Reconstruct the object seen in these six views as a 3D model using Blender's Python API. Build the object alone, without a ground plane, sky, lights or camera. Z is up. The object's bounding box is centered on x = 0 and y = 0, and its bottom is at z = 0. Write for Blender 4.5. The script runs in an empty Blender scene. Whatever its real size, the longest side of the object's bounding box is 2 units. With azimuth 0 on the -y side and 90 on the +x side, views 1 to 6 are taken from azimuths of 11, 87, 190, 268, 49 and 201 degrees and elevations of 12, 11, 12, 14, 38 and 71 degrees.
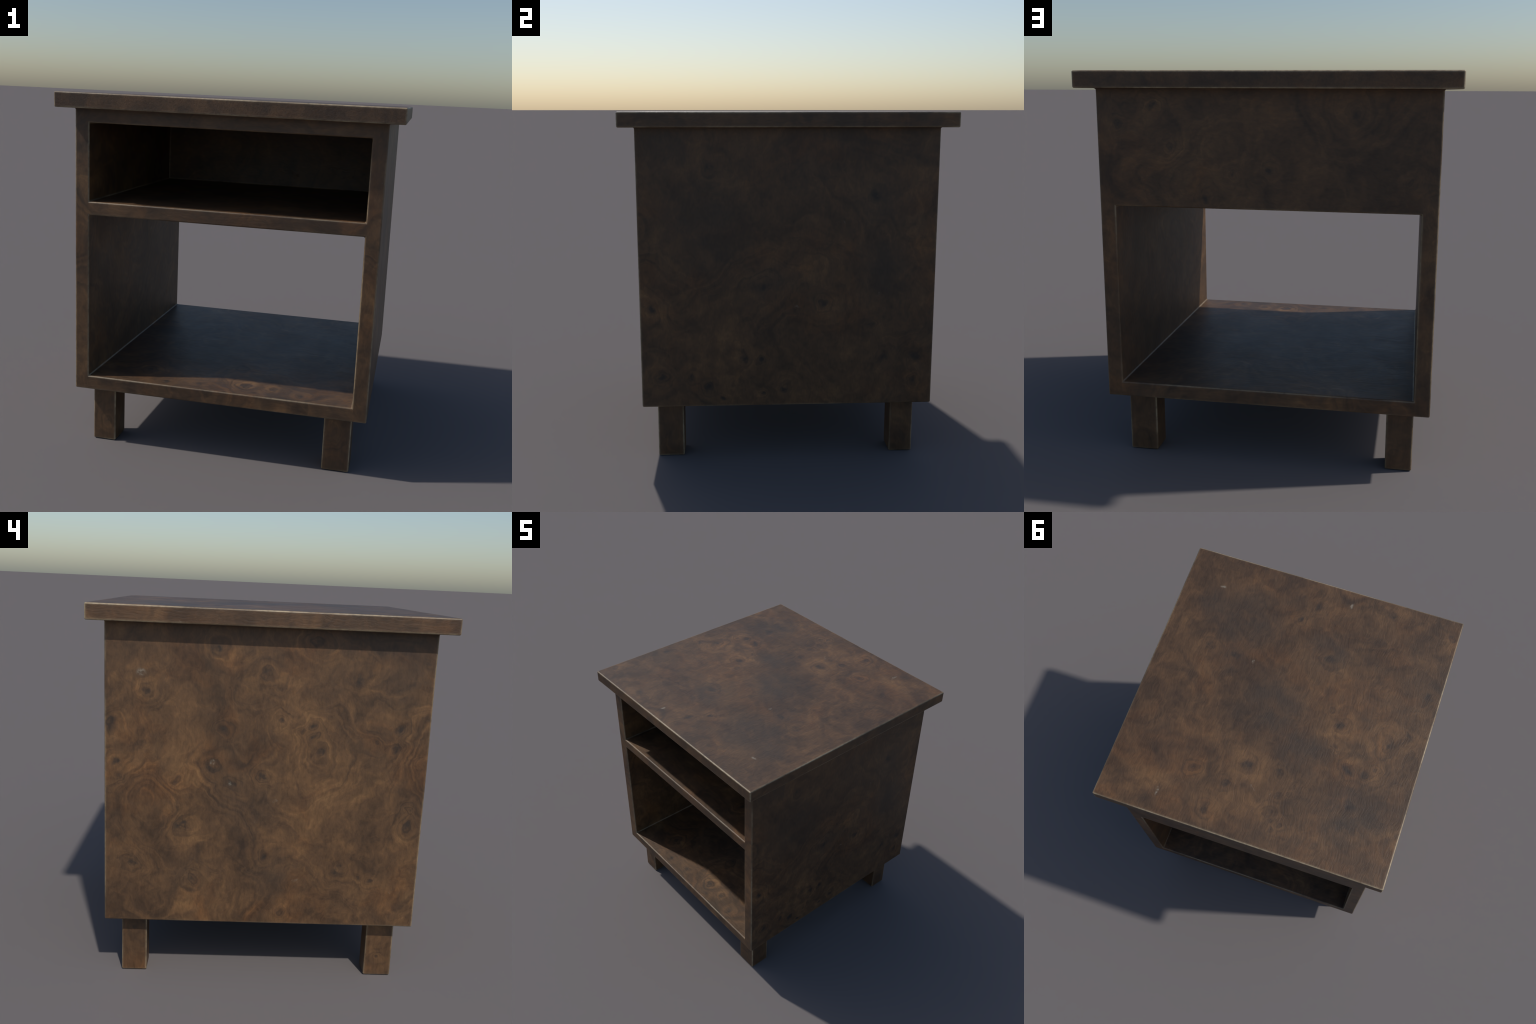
"""Open bedside cabinet in dark burl veneer: thick overhanging top, carcass with an
open upper compartment (solid back) and a lower compartment open front and back,
four stubby square legs.  All edges are softly rounded and the outer ones rubbed pale by wear."""
import bpy, bmesh, math
from mathutils import Vector

# ------------------------------------------------------------------ dimensions (metres)
TOP = 0.9165                    # half width of the overhanging top
BODY = 0.8335                   # half width / depth of the carcass
INNER = 0.7525                  # inner face of the side panels
Z_BODY, Z_FLOOR = 0.3337, 0.4128           # bottom panel
Z_SHELF, Z_SHELF_TOP = 1.3420, 1.4160     # shelf
Z_RAIL, Z_TOP, Z_MAX = 1.8415, 1.9175, 2.0
Y_BACK = 0.5545                 # front face of the thick back of the upper compartment
EDGE = 0.0085                   # rounding of every edge
LEG_OUT = 0.754
LEGS = [(0.5995, 0.7530, -0.7545, -0.6030), (-0.7535, -0.6185, -0.7545, -0.6030),   # x0, x1, y0, y1
        (0.6000, 0.7505, 0.6135, 0.7505), (-0.7550, -0.6185, 0.6135, 0.7505)]

# ------------------------------------------------------------------ knots of the veneer
# (a, b, radius): y,z on the sides, x,y on the top, x,z on the back
KNOTS_LEFT = [(0.01, 1.68, .036), (-0.05, 1.46, .022), (-0.22, 1.43, .020), (-0.18, 1.40, .017),
    (-0.24, 1.37, .022), (-0.67, 1.43, .030), (-0.67, 1.34, .024), (-0.54, 1.34, .015), (-0.28, 1.29, .030),
    (0.23, 1.38, .020), (0.28, 1.20, .044), (0.19, 1.10, .034), (0.03, 1.15, .027), (0.77, 1.20, .030),
    (0.75, 1.14, .020), (0.46, 1.11, .020), (0.81, 1.40, .043), (0.62, 1.58, .026), (0.28, 1.80, .039),
    (-0.76, 0.98, .019), (-0.76, 0.91, .035), (0.43, 0.87, .044), (0.69, 0.66, .038), (0.0, 0.71, .024),
    (-0.40, 0.66, .042), (-0.58, 0.60, .019), (-0.51, 0.62, .014), (-0.10, 0.41, .021), (0.37, 0.58, .024),
    (-0.45, 1.68, .040), (-0.21, 1.86, .036), (-0.77, 0.65, .016)]
KNOTS_TOP = [(-0.47, -0.82, .034), (0.08, -0.62, .024), (0.01, -0.73, .028), (-0.18, -0.41, .030),
    (0.59, -0.25, .030), (-0.84, -0.32, .033), (-0.87, -0.78, .029), (-0.38, 0.01, .036), (-0.29, -0.07, .018),
    (-0.70, 0.04, .036), (-0.79, -0.04, .020), (0.08, 0.45, .042), (-0.11, 0.43, .025), (0.38, 0.57, .022),
    (0.16, 0.61, .030), (-0.15, 0.55, .024), (-0.21, 0.54, .012), (-0.13, 0.67, .026), (-0.16, 0.73, .019),
    (-0.18, 0.77, .015), (-0.22, 0.72, .017), (-0.50, 0.29, .032), (-0.61, 0.27, .024), (-0.66, 0.23, .016),
    (-0.58, 0.50, .033), (-0.56, 0.65, .022), (-0.65, 0.63, .027), (-0.45, 0.79, .027), (0.23, 0.79, .033),
    (-0.38, 0.16, .018), (0.40, -0.23, .030)]
KNOTS_RIGHT = [(-0.76, 0.92, .033), (-0.71, 0.51, .034), (-0.55, 0.50, .030), (-0.32, 0.47, .014),
    (-0.27, 0.49, .014), (-0.15, 0.61, .026), (-0.25, 0.63, .028), (-0.45, 0.44, .026), (-0.37, 0.38, .017),
    (-0.15, 0.40, .014), (0.55, 0.62, .030), (0.73, 0.64, .034), (0.71, 0.47, .019), (0.49, 0.80, .019),
    (0.21, 0.92, .030), (-0.14, 1.03, .040), (-0.43, 1.69, .032), (-0.01, 0.44, .026), (0.48, 1.54, .040)]
KNOTS_BACK = [(0.73, 1.75, .029), (0.47, 1.65, .022), (0.56, 1.84, .022), (-0.03, 1.54, .028),
    (0.29, 1.39, .019), (0.78, 1.66, .014), (-0.70, 1.49, .021), (-0.43, 1.80, .021), (0.15, 1.53, .016)]
KNOTS_BOTTOM = [(-0.45, -0.62, .030), (0.30, -0.70, .026), (0.05, -0.40, .034), (0.55, -0.15, .028),
    (-0.25, 0.10, .036), (-0.60, 0.35, .026), (0.20, 0.50, .030), (-0.12, -0.75, .020), (0.46, -0.76, .024), (0.14, -0.70, .028), (-0.30, -0.77, .018)]
KNOTS_SHELF = [(-0.50, -0.55, .028), (0.10, -0.30, .034), (0.45, -0.62, .024), (-0.2, 0.2, .03)]
# large smoky areas of the veneer: position, radius
SMOKE_TOP = [((0.44, -0.52, 2), .24), ((0.65, -0.53, 2), .15), ((0.07, 0.02, 2), .26), ((-0.19, 0.23, 2), .17),
    ((-0.60, 0.55, 2), .22), ((0.42, -0.22, 2), .13), ((-0.14, -0.46, 2), .16)]
SMOKE_LEFT = [((-.83, 0.09, 0.99), .20), ((-.83, -0.67, 1.75), .24), ((-.83, 0.37, 0.57), .16), ((-.83, -0.05, 0.62), .14)]
SMOKE_RIGHT = [((.83, -0.44, 1.37), .30), ((.83, -0.65, 1.81), .15), ((.83, 0.51, 1.51), .17), ((.83, -0.12, 1.05), .15),
    ((.83, 0.56, 1.14), .20)]
# pale chips: position, half sizes
CHIPS_TOP = [((0.66, -0.68, 2), (.026, .013)), ((0.29, -0.22, 2), (.013, .014)), ((0.55, 0.78, 2), (.010, .034)),
    ((-0.19, -0.81, 2), (.012, .022))]
CHIPS_LEFT = [((-.83, 0.65, 1.67), (.032, .020)), ((-.83, 0.28, 1.22), (.018, .016)), ((-.83, 0.19, 1.11), (.015, .017)),
    ((-.83, -0.05, 1.02), (.014, .010))]


# ------------------------------------------------------------------ node helpers
class Nodes:
    def __init__(self, mat):
        self.t = mat.node_tree
        self.t.nodes.clear()

    def put(self, kind, **kw):
        n = self.t.nodes.new(kind)
        for k, v in kw.items():
            setattr(n, k, v)
        return n

    def wire(self, a, socket):
        if hasattr(a, "is_output"):
            self.t.links.new(a, socket)
        else:
            socket.default_value = a

    def math(self, op, *args, clamp=False):
        n = self.put("ShaderNodeMath", operation=op, use_clamp=clamp)
        for a, s in zip(args, n.inputs):
            self.wire(a, s)
        return n.outputs[0]

    def vec(self, op, *args):
        n = self.put("ShaderNodeVectorMath", operation=op)
        if op == "SCALE":
            self.wire(args[0], n.inputs[0])
            self.wire(args[1], n.inputs["Scale"])
        else:
            for a, s in zip(args, n.inputs):
                self.wire(a, s)
        return n.outputs["Value"] if op in ("DISTANCE", "DOT_PRODUCT", "LENGTH") else n.outputs[0]

    def noise(self, p, scale, detail=3.0, rough=0.55, distortion=0.0, colour=False):
        n = self.put("ShaderNodeTexNoise")
        self.wire(p, n.inputs["Vector"])
        for k, v in (("Scale", scale), ("Detail", detail), ("Roughness", rough), ("Distortion", distortion)):
            n.inputs[k].default_value = v
        return n.outputs["Color" if colour else "Fac"]

    def smooth(self, x, a, b, lo=0.0, hi=1.0):
        n = self.put("ShaderNodeMapRange", interpolation_type="SMOOTHSTEP")
        self.wire(x, n.inputs[0])
        for i, v in enumerate((a, b, lo, hi)):
            n.inputs[i + 1].default_value = v
        return n.outputs[0]

    def ramp(self, x, stops):
        n = self.put("ShaderNodeValToRGB")
        self.wire(x, n.inputs[0])
        e = n.color_ramp.elements
        while len(e) < len(stops):
            e.new(0.5)
        for el, (pos, col) in zip(e, stops):
            el.position = pos
            el.color = (*col, 1)
        return n.outputs[0]

    def mix(self, f, a, b, blend="MIX"):
        n = self.put("ShaderNodeMix", data_type="RGBA", blend_type=blend)
        self.wire(f, n.inputs["Factor"])
        for v, s in ((a, n.inputs[6]), (b, n.inputs[7])):
            self.wire(v if hasattr(v, "is_output") else (*v, 1), s)
        return n.outputs[2]


WEAR = (0.40, 0.318, 0.203)


def burl(name, knots=(), chips=(), grain=(1, 1, 1), wear=0.62, smoke=(), calm=1.0, knot=1.0, drawn=0.27, relief=0.22, rim=None, haze=0.62, deep=0.0):
    """Dark walnut burl veneer: swirling figure, ringed knots, fine grain, rubbed edges."""
    m = bpy.data.materials.new(name)
    m.use_nodes = True
    g = Nodes(m)
    P = g.put("ShaderNodeTexCoord").outputs["Object"]

    def centred(scale, amount, detail=2.0):
        return g.vec("SCALE", g.vec("SUBTRACT", g.noise(P, scale, detail, colour=True), (.5, .5, .5)), amount)

    small = centred(19.0, 0.034)
    mid = centred(5.5, 0.075)
    big = centred(1.7, 0.55)
    swirl = centred(9.0, 0.06)
    near = g.vec("ADD", g.vec("ADD", g.vec("ADD", P, mid), swirl), small)          # for knots: stays close to place
    far = g.vec("ADD", near, big)                              # for the swirling figure

    # --- knots: distance to the nearest one, in knot radii
    d = 9.0
    for pos, r in knots:
        di = g.math("MULTIPLY", g.vec("DISTANCE", near, pos), 1.0 / r)
        d = g.math("SMOOTH_MIN", d, di, 0.6)
    if not knots:
        d = g.math("ADD", 9.0, 0.0)
    pull = g.math("POWER", 0.66, d)                            # 1 at a knot, 0 far away
    core = g.smooth(d, 1.25, 0.25)
    halo = g.math("MULTIPLY", g.smooth(d, 0.9, 1.7), g.smooth(d, 4.2, 2.0))

    # --- growth lines: contour lines of a smooth field that the knots bend round them
    field = g.math("ADD", g.math("MULTIPLY", g.noise(far, 1.08, 1.5), 3.6), g.math("MULTIPLY", pull, 1.1))
    phase = g.math("FRACT", g.math("MULTIPLY", field, 3.3))
    line = g.math("MAXIMUM", g.smooth(phase, 0.45, 0.0), g.smooth(phase, 0.88, 1.0))
    line = g.math("MULTIPLY", line, g.math("MAXIMUM", g.smooth(g.noise(P, 3.3, 2), 0.42, 0.66),
                  g.math("MULTIPLY", g.smooth(d, 5.0, 1.5), g.smooth(g.noise(P, 7.0, 2), 0.40, 0.68, 0, 0.8))))
    # long curved grain: noise drawn out along those contours
    along = g.put("ShaderNodeCombineXYZ")
    bent = g.math("SUBTRACT", field, g.math("MULTIPLY", pull, 0.5))
    for k, s in zip((8.0, 4.5, -5.5), along.inputs):
        g.wire(g.math("MULTIPLY", bent, k), s)
    flow = g.noise(g.vec("ADD", g.vec("SCALE", near, 2.1), along.outputs[0]), 1.0, 4.0, 0.56)

    # --- figure
    tone = g.math("MULTIPLY", g.noise(far, 2.3, 4, 0.55, 0.5), 0.30)
    tone = g.math("ADD", tone, g.math("MULTIPLY", flow, drawn))
    tone = g.math("ADD", tone, g.math("MULTIPLY", g.noise(near, 3.0, 5, 0.52, 2.4), 0.50 - drawn))
    tone = g.math("ADD", tone, g.math("MULTIPLY", g.noise(near, 11.0, 4, 0.60, 1.2), 0.20))
    tone = g.math("ADD", g.math("MULTIPLY", g.math("SUBTRACT", tone, 0.5), calm), 0.5 - deep)
    tone = g.math("ADD", tone, g.math("MULTIPLY", halo, 0.030 * knot))
    col = g.ramp(tone, FIGURE)
    red = g.smooth(g.noise(far, 3.0, 4, 0.6), 0.46, 0.68, 0, 0.55 * calm)
    col = g.mix(red, col, (1.13, 0.93, 0.72), "MULTIPLY")
    col = g.mix(g.math("MULTIPLY", line, 0.38 * calm), col, (0.032, 0.020, 0.012))

    # --- grey-brown clouds in the veneer
    drift = g.vec("ADD", P, g.vec("ADD", g.vec("SCALE", mid, 2.2), swirl))
    cloud = g.smooth(g.noise(drift, 1.55, 4, 0.6), 0.49, 0.72, 0, 0.30 if smoke else 0.42)
    for pos, r in smoke:
        cloud = g.math("MAXIMUM", cloud, g.smooth(g.vec("DISTANCE", drift, pos), r * 1.35, r * 0.2, 0, haze))
    cloud = g.math("MULTIPLY", cloud, g.smooth(g.noise(near, 8.0, 4, 0.6), 0.30, 0.62, 0.55, 1.0))
    col = g.mix(cloud, col, (0.042, 0.0295, 0.0205))

    # --- knots
    eye = g.math("MULTIPLY", core, g.smooth(g.noise(P, 26, 2), 0.25, 0.65, 0.10 * knot, 0.74 * knot))
    col = g.mix(eye, col, (0.021, 0.0165, 0.0135))

    # --- fine pores along the grain and small pale flecks
    pores = g.noise(g.vec("MULTIPLY", g.vec("ADD", P, mid), grain), 95 if rim else 62, 3, 0.68)
    col = g.mix(1.0, col, g.ramp(pores, [(0.30, (.79, .79, .79)), (0.52, (1, 1, 1)), (0.75, (1.21, 1.18, 1.14))]), "MULTIPLY")
    fleck = g.math("MULTIPLY", g.smooth(g.noise(near, 17, 3, 0.55), 0.70, 0.80), g.smooth(g.noise(P, 2.6, 2), 0.48, 0.62))
    col = g.mix(g.math("MULTIPLY", fleck, 0.35), col, (0.20, 0.165, 0.125))
    chip = 0.0
    for pos, size in chips:
        flat = (1 / size[0], 1 / size[1], 0) if abs(pos[2]) > 1.9 else (0, 1 / size[0], 1 / size[1])
        off = g.vec("MULTIPLY", g.vec("SUBTRACT", g.vec("ADD", P, small), pos), flat)
        chip = g.math("MAXIMUM", chip, g.smooth(g.vec("LENGTH", off), 1.1, 0.25))
    if chips:
        chip = g.math("MULTIPLY", chip, g.smooth(g.noise(P, 55, 2), 0.38, 0.62, 0.08, 0.60))
        col = g.mix(chip, col, (0.25, 0.22, 0.17))

    # --- outer edges rubbed to pale wood; inside corners tinted pale for the fillets' sky glint
    true_n = g.put("ShaderNodeNewGeometry").outputs["Normal"]
    b = g.put("ShaderNodeBevel", samples=8)
    b.inputs["Radius"].default_value = 0.023
    gap = g.math("SUBTRACT", 1.0, g.vec("DOT_PRODUCT", b.outputs[0], true_n))
    axes = g.put("ShaderNodeSeparateXYZ")
    g.wire(g.vec("ABSOLUTE", true_n), axes.inputs[0])
    flat = g.math("MAXIMUM", g.math("MAXIMUM", axes.outputs[0], axes.outputs[1]), axes.outputs[2])
    crest = g.smooth(flat, 0.985, 0.93)                       # the rounded strip itself: crisp line
    fade = g.smooth(gap, 0.006, 0.12)                         # rubbed finish beside it
    patch = g.smooth(g.noise(P, 2.1, 3, 0.6), 0.38, 0.62, 0.35 if rim else 0.16, 1.0)
    nick = g.smooth(g.noise(P, 34, 3, 0.6), 0.25, 0.62, 0.50, 1.0)
    worn = g.math("MAXIMUM", g.math("MULTIPLY", crest, 0.66 * min(wear, 1.3)), g.math("MULTIPLY", fade, 0.40 * wear))
    worn = g.math("MULTIPLY", g.math("MULTIPLY", worn, patch), nick, clamp=True)
    if rim:                                                   # nothing rubs in the corner under the overhang
        place = g.put("ShaderNodeSeparateXYZ")
        g.wire(g.vec("ABSOLUTE", P), place.inputs[0])
        worn = g.math("MULTIPLY", worn, g.smooth(g.math("MAXIMUM", place.outputs[0], place.outputs[1]), *rim))
    col = g.mix(worn, col, WEAR)

    # --- surface: satin, a little uneven
    rough = g.math("ADD", g.smooth(g.noise(P, 4.0, 4, 0.6), 0.3, 0.7, 0.39, 0.44), g.math("MULTIPLY", pores, 0.20))
    bump = g.put("ShaderNodeBump")
    bump.inputs["Strength"].default_value = relief
    bump.inputs["Distance"].default_value = 0.004
    g.wire(g.math("SUBTRACT", pores, g.math("MULTIPLY", core, 0.25)), bump.inputs["Height"])
    sh = g.put("ShaderNodeBsdfPrincipled")
    g.wire(col, sh.inputs["Base Color"])
    g.wire(rough, sh.inputs["Roughness"])
    g.wire(bump.outputs[0], sh.inputs["Normal"])
    out = g.put("ShaderNodeOutputMaterial")
    g.wire(sh.outputs[0], out.inputs[0])
    return m


FIGURE = [(0.33, (0.036, 0.0202, 0.0110)), (0.44, (0.064, 0.0350, 0.0172)), (0.52, (0.096, 0.0512, 0.0236)),
          (0.60, (0.137, 0.0722, 0.0308)), (0.70, (0.200, 0.1090, 0.0450))]


def on_side(side, knots):
    return [((side * BODY, a, b), r) for a, b, r in knots]


def on_level(z, knots):
    return [((a, b, z), r) for a, b, r in knots]


def on_back(knots):
    return [((a, BODY, b), r) for a, b, r in knots]


# ------------------------------------------------------------------ carcass and top as one rounded solid
def build_shell():
    xs = [-TOP, -BODY, -INNER, INNER, BODY, TOP]
    ys = [-TOP, -BODY, Y_BACK, BODY, TOP]
    zs = [Z_BODY, Z_FLOOR, Z_SHELF, Z_SHELF_TOP, Z_RAIL, Z_TOP, Z_MAX]

    def solid(i, j, k):
        if not (0 <= i < 5 and 0 <= j < 4 and 0 <= k < 6):
            return False
        if k == 5:
            return True                                   # top
        if not (1 <= i <= 3 and 1 <= j <= 2):
            return False
        if i != 2 or k in (0, 2, 4):
            return True                                   # sides, bottom, shelf, rail
        return j == 2 and k == 3                          # back of the upper compartment

    bm = bmesh.new()
    at = {}

    def v(i, j, k):
        if (i, j, k) not in at:
            at[i, j, k] = bm.verts.new((xs[i], ys[j], zs[k]))
        return at[i, j, k]

    quads = {(1, 0, 0): [(1, 0, 0), (1, 1, 0), (1, 1, 1), (1, 0, 1)], (-1, 0, 0): [(0, 0, 0), (0, 0, 1), (0, 1, 1), (0, 1, 0)],
             (0, 1, 0): [(0, 1, 0), (0, 1, 1), (1, 1, 1), (1, 1, 0)], (0, -1, 0): [(0, 0, 0), (1, 0, 0), (1, 0, 1), (0, 0, 1)],
             (0, 0, 1): [(0, 0, 1), (1, 0, 1), (1, 1, 1), (0, 1, 1)], (0, 0, -1): [(0, 0, 0), (0, 1, 0), (1, 1, 0), (1, 0, 0)]}
    for i in range(5):
        for j in range(4):
            for k in range(6):
                if solid(i, j, k):
                    for (a, b, c), q in quads.items():
                        if not solid(i + a, j + b, k + c):
                            bm.faces.new([v(i + x, j + y, k + z) for x, y, z in q])
    bm.normal_update()
    round_edges(bm)
    return bm


def round_edges(bm):
    sharp = [e for e in bm.edges if len(e.link_faces) == 2 and e.calc_face_angle() > 0.5]
    bmesh.ops.bevel(bm, geom=sharp, offset=EDGE, offset_type="OFFSET", segments=4, profile=0.5,
                    affect="EDGES", clamp_overlap=True, loop_slide=False, miter_outer="SHARP", miter_inner="SHARP")
    bm.normal_update()


def vertex_normals(bm):
    """Flat faces keep their own normal; only the rounded strips turn."""
    for vert in bm.verts:
        n = Vector()
        for f in vert.link_faces:
            n += f.normal * max(f.calc_area(), 1e-9) ** 1.5
        yield vert.index, n.normalized()


def part_of(c):
    e = 1e-5
    if c.z > Z_TOP - e or max(abs(c.x), abs(c.y)) > BODY + e:
        return "tabletop"
    if abs(c.x) > INNER - e:
        return "side_panel" if c.x < 0 else "side_panel.001"
    if c.z > Z_RAIL - e and c.y < Y_BACK:
        return "top_rail"
    if c.y > Y_BACK - e and c.z > Z_SHELF - EDGE:
        return "back_panel"
    if c.z > Z_SHELF - EDGE - e and c.z < Z_SHELF_TOP + EDGE:
        return "shelf"
    if c.z > Z_SHELF_TOP:
        return "top_rail" if c.z > 1.7 else "back_panel"
    return "bottom_panel"


root = bpy.data.objects.new("nightstand", None)
bpy.context.scene.collection.objects.link(root)
root["label"] = "square dark burl wood nightstand with open shelf compartments"
root["category"] = "nightstand"


def add(name, me, mat):
    me.materials.append(mat)
    ob = bpy.data.objects.new(name, me)
    bpy.context.scene.collection.objects.link(ob)
    ob.parent = root
    return ob


def finish(me, normals):
    me.polygons.foreach_set("use_smooth", [True] * len(me.polygons))
    me.normals_split_custom_set_from_vertices(normals)


ALONG_Y, ALONG_Z, ALONG_X = (1.0, 0.13, 1.0), (1.0, 1.0, 0.16), (0.16, 1.0, 1.0)
MATERIALS = {
    "tabletop": burl("burl_veneer_top", on_level(Z_MAX, KNOTS_TOP), CHIPS_TOP, ALONG_Y, 1.35, SMOKE_TOP, 0.98, 1.0, 0.17, 0.30, (0.86, 0.89), 0.76, 0.014),
    "side_panel": burl("burl_veneer_side", on_side(-1, KNOTS_LEFT), CHIPS_LEFT, (1, 1, .45), 0.8, SMOKE_LEFT, 1.2, 1.1, 0.30, haze=0.38, deep=-0.006),
    "side_panel.001": burl("burl_veneer_side", on_side(1, KNOTS_RIGHT), (), (1, 1, .45), 0.8, SMOKE_RIGHT, 1.05, 1.25, 0.26),
    "back_panel": burl("burl_veneer_back", on_back(KNOTS_BACK), (), (.5, 1, 1)),
    "shelf": burl("burl_veneer_shelf", on_level(Z_SHELF_TOP, KNOTS_SHELF), (), ALONG_X, calm=1.2),
    "bottom_panel": burl("burl_veneer_bottom", on_level(Z_FLOOR, KNOTS_BOTTOM), (), ALONG_X, calm=1.35),
    "top_rail": burl("burl_veneer_rail", (), (), ALONG_X),
}
LEG_WOOD = burl("burl_leg", [((-LEG_OUT, .66, .27), .012), ((-.66, -LEG_OUT, .12), .02), ((.66, -LEG_OUT, .23), .02),
                             ((-.65, LEG_OUT, .10), .02), ((-LEG_OUT, -.66, .10), .014)], (), ALONG_Z, 1.35)

shell = build_shell()
shell.verts.index_update()
NORMALS = dict(vertex_normals(shell))
groups = {}
for f in shell.faces:
    groups.setdefault(part_of(f.calc_center_median()), []).append(f)
for name in ("tabletop", "side_panel", "side_panel.001", "back_panel", "top_rail", "shelf", "bottom_panel"):
    faces = groups[name]
    used = sorted({vert.index for f in faces for vert in f.verts})
    local = {old: new for new, old in enumerate(used)}
    shell.verts.ensure_lookup_table()
    me = bpy.data.meshes.new(name.split(".")[0])
    me.from_pydata([shell.verts[i].co.copy() for i in used], [], [[local[vert.index] for vert in f.verts] for f in faces])
    me.update()
    finish(me, [NORMALS[i] for i in used])
    add(name, me, MATERIALS[name])
shell.free()

# ------------------------------------------------------------------ legs
for x0, x1, y0, y1 in LEGS:
    bm = bmesh.new()
    bmesh.ops.create_cube(bm, size=1.0)
    z1 = Z_BODY + 0.03                                     # let into the bottom panel
    for vert in bm.verts:
        vert.co = Vector((x1 if vert.co.x > 0 else x0, y1 if vert.co.y > 0 else y0, (vert.co.z + .5) * z1))
    bm.normal_update()
    round_edges(bm)
    bm.verts.index_update()
    normals = dict(vertex_normals(bm))
    me = bpy.data.meshes.new("leg")
    bm.to_mesh(me)
    bm.free()
    finish(me, [normals[i] for i in range(len(me.vertices))])
    add("leg", me, LEG_WOOD)
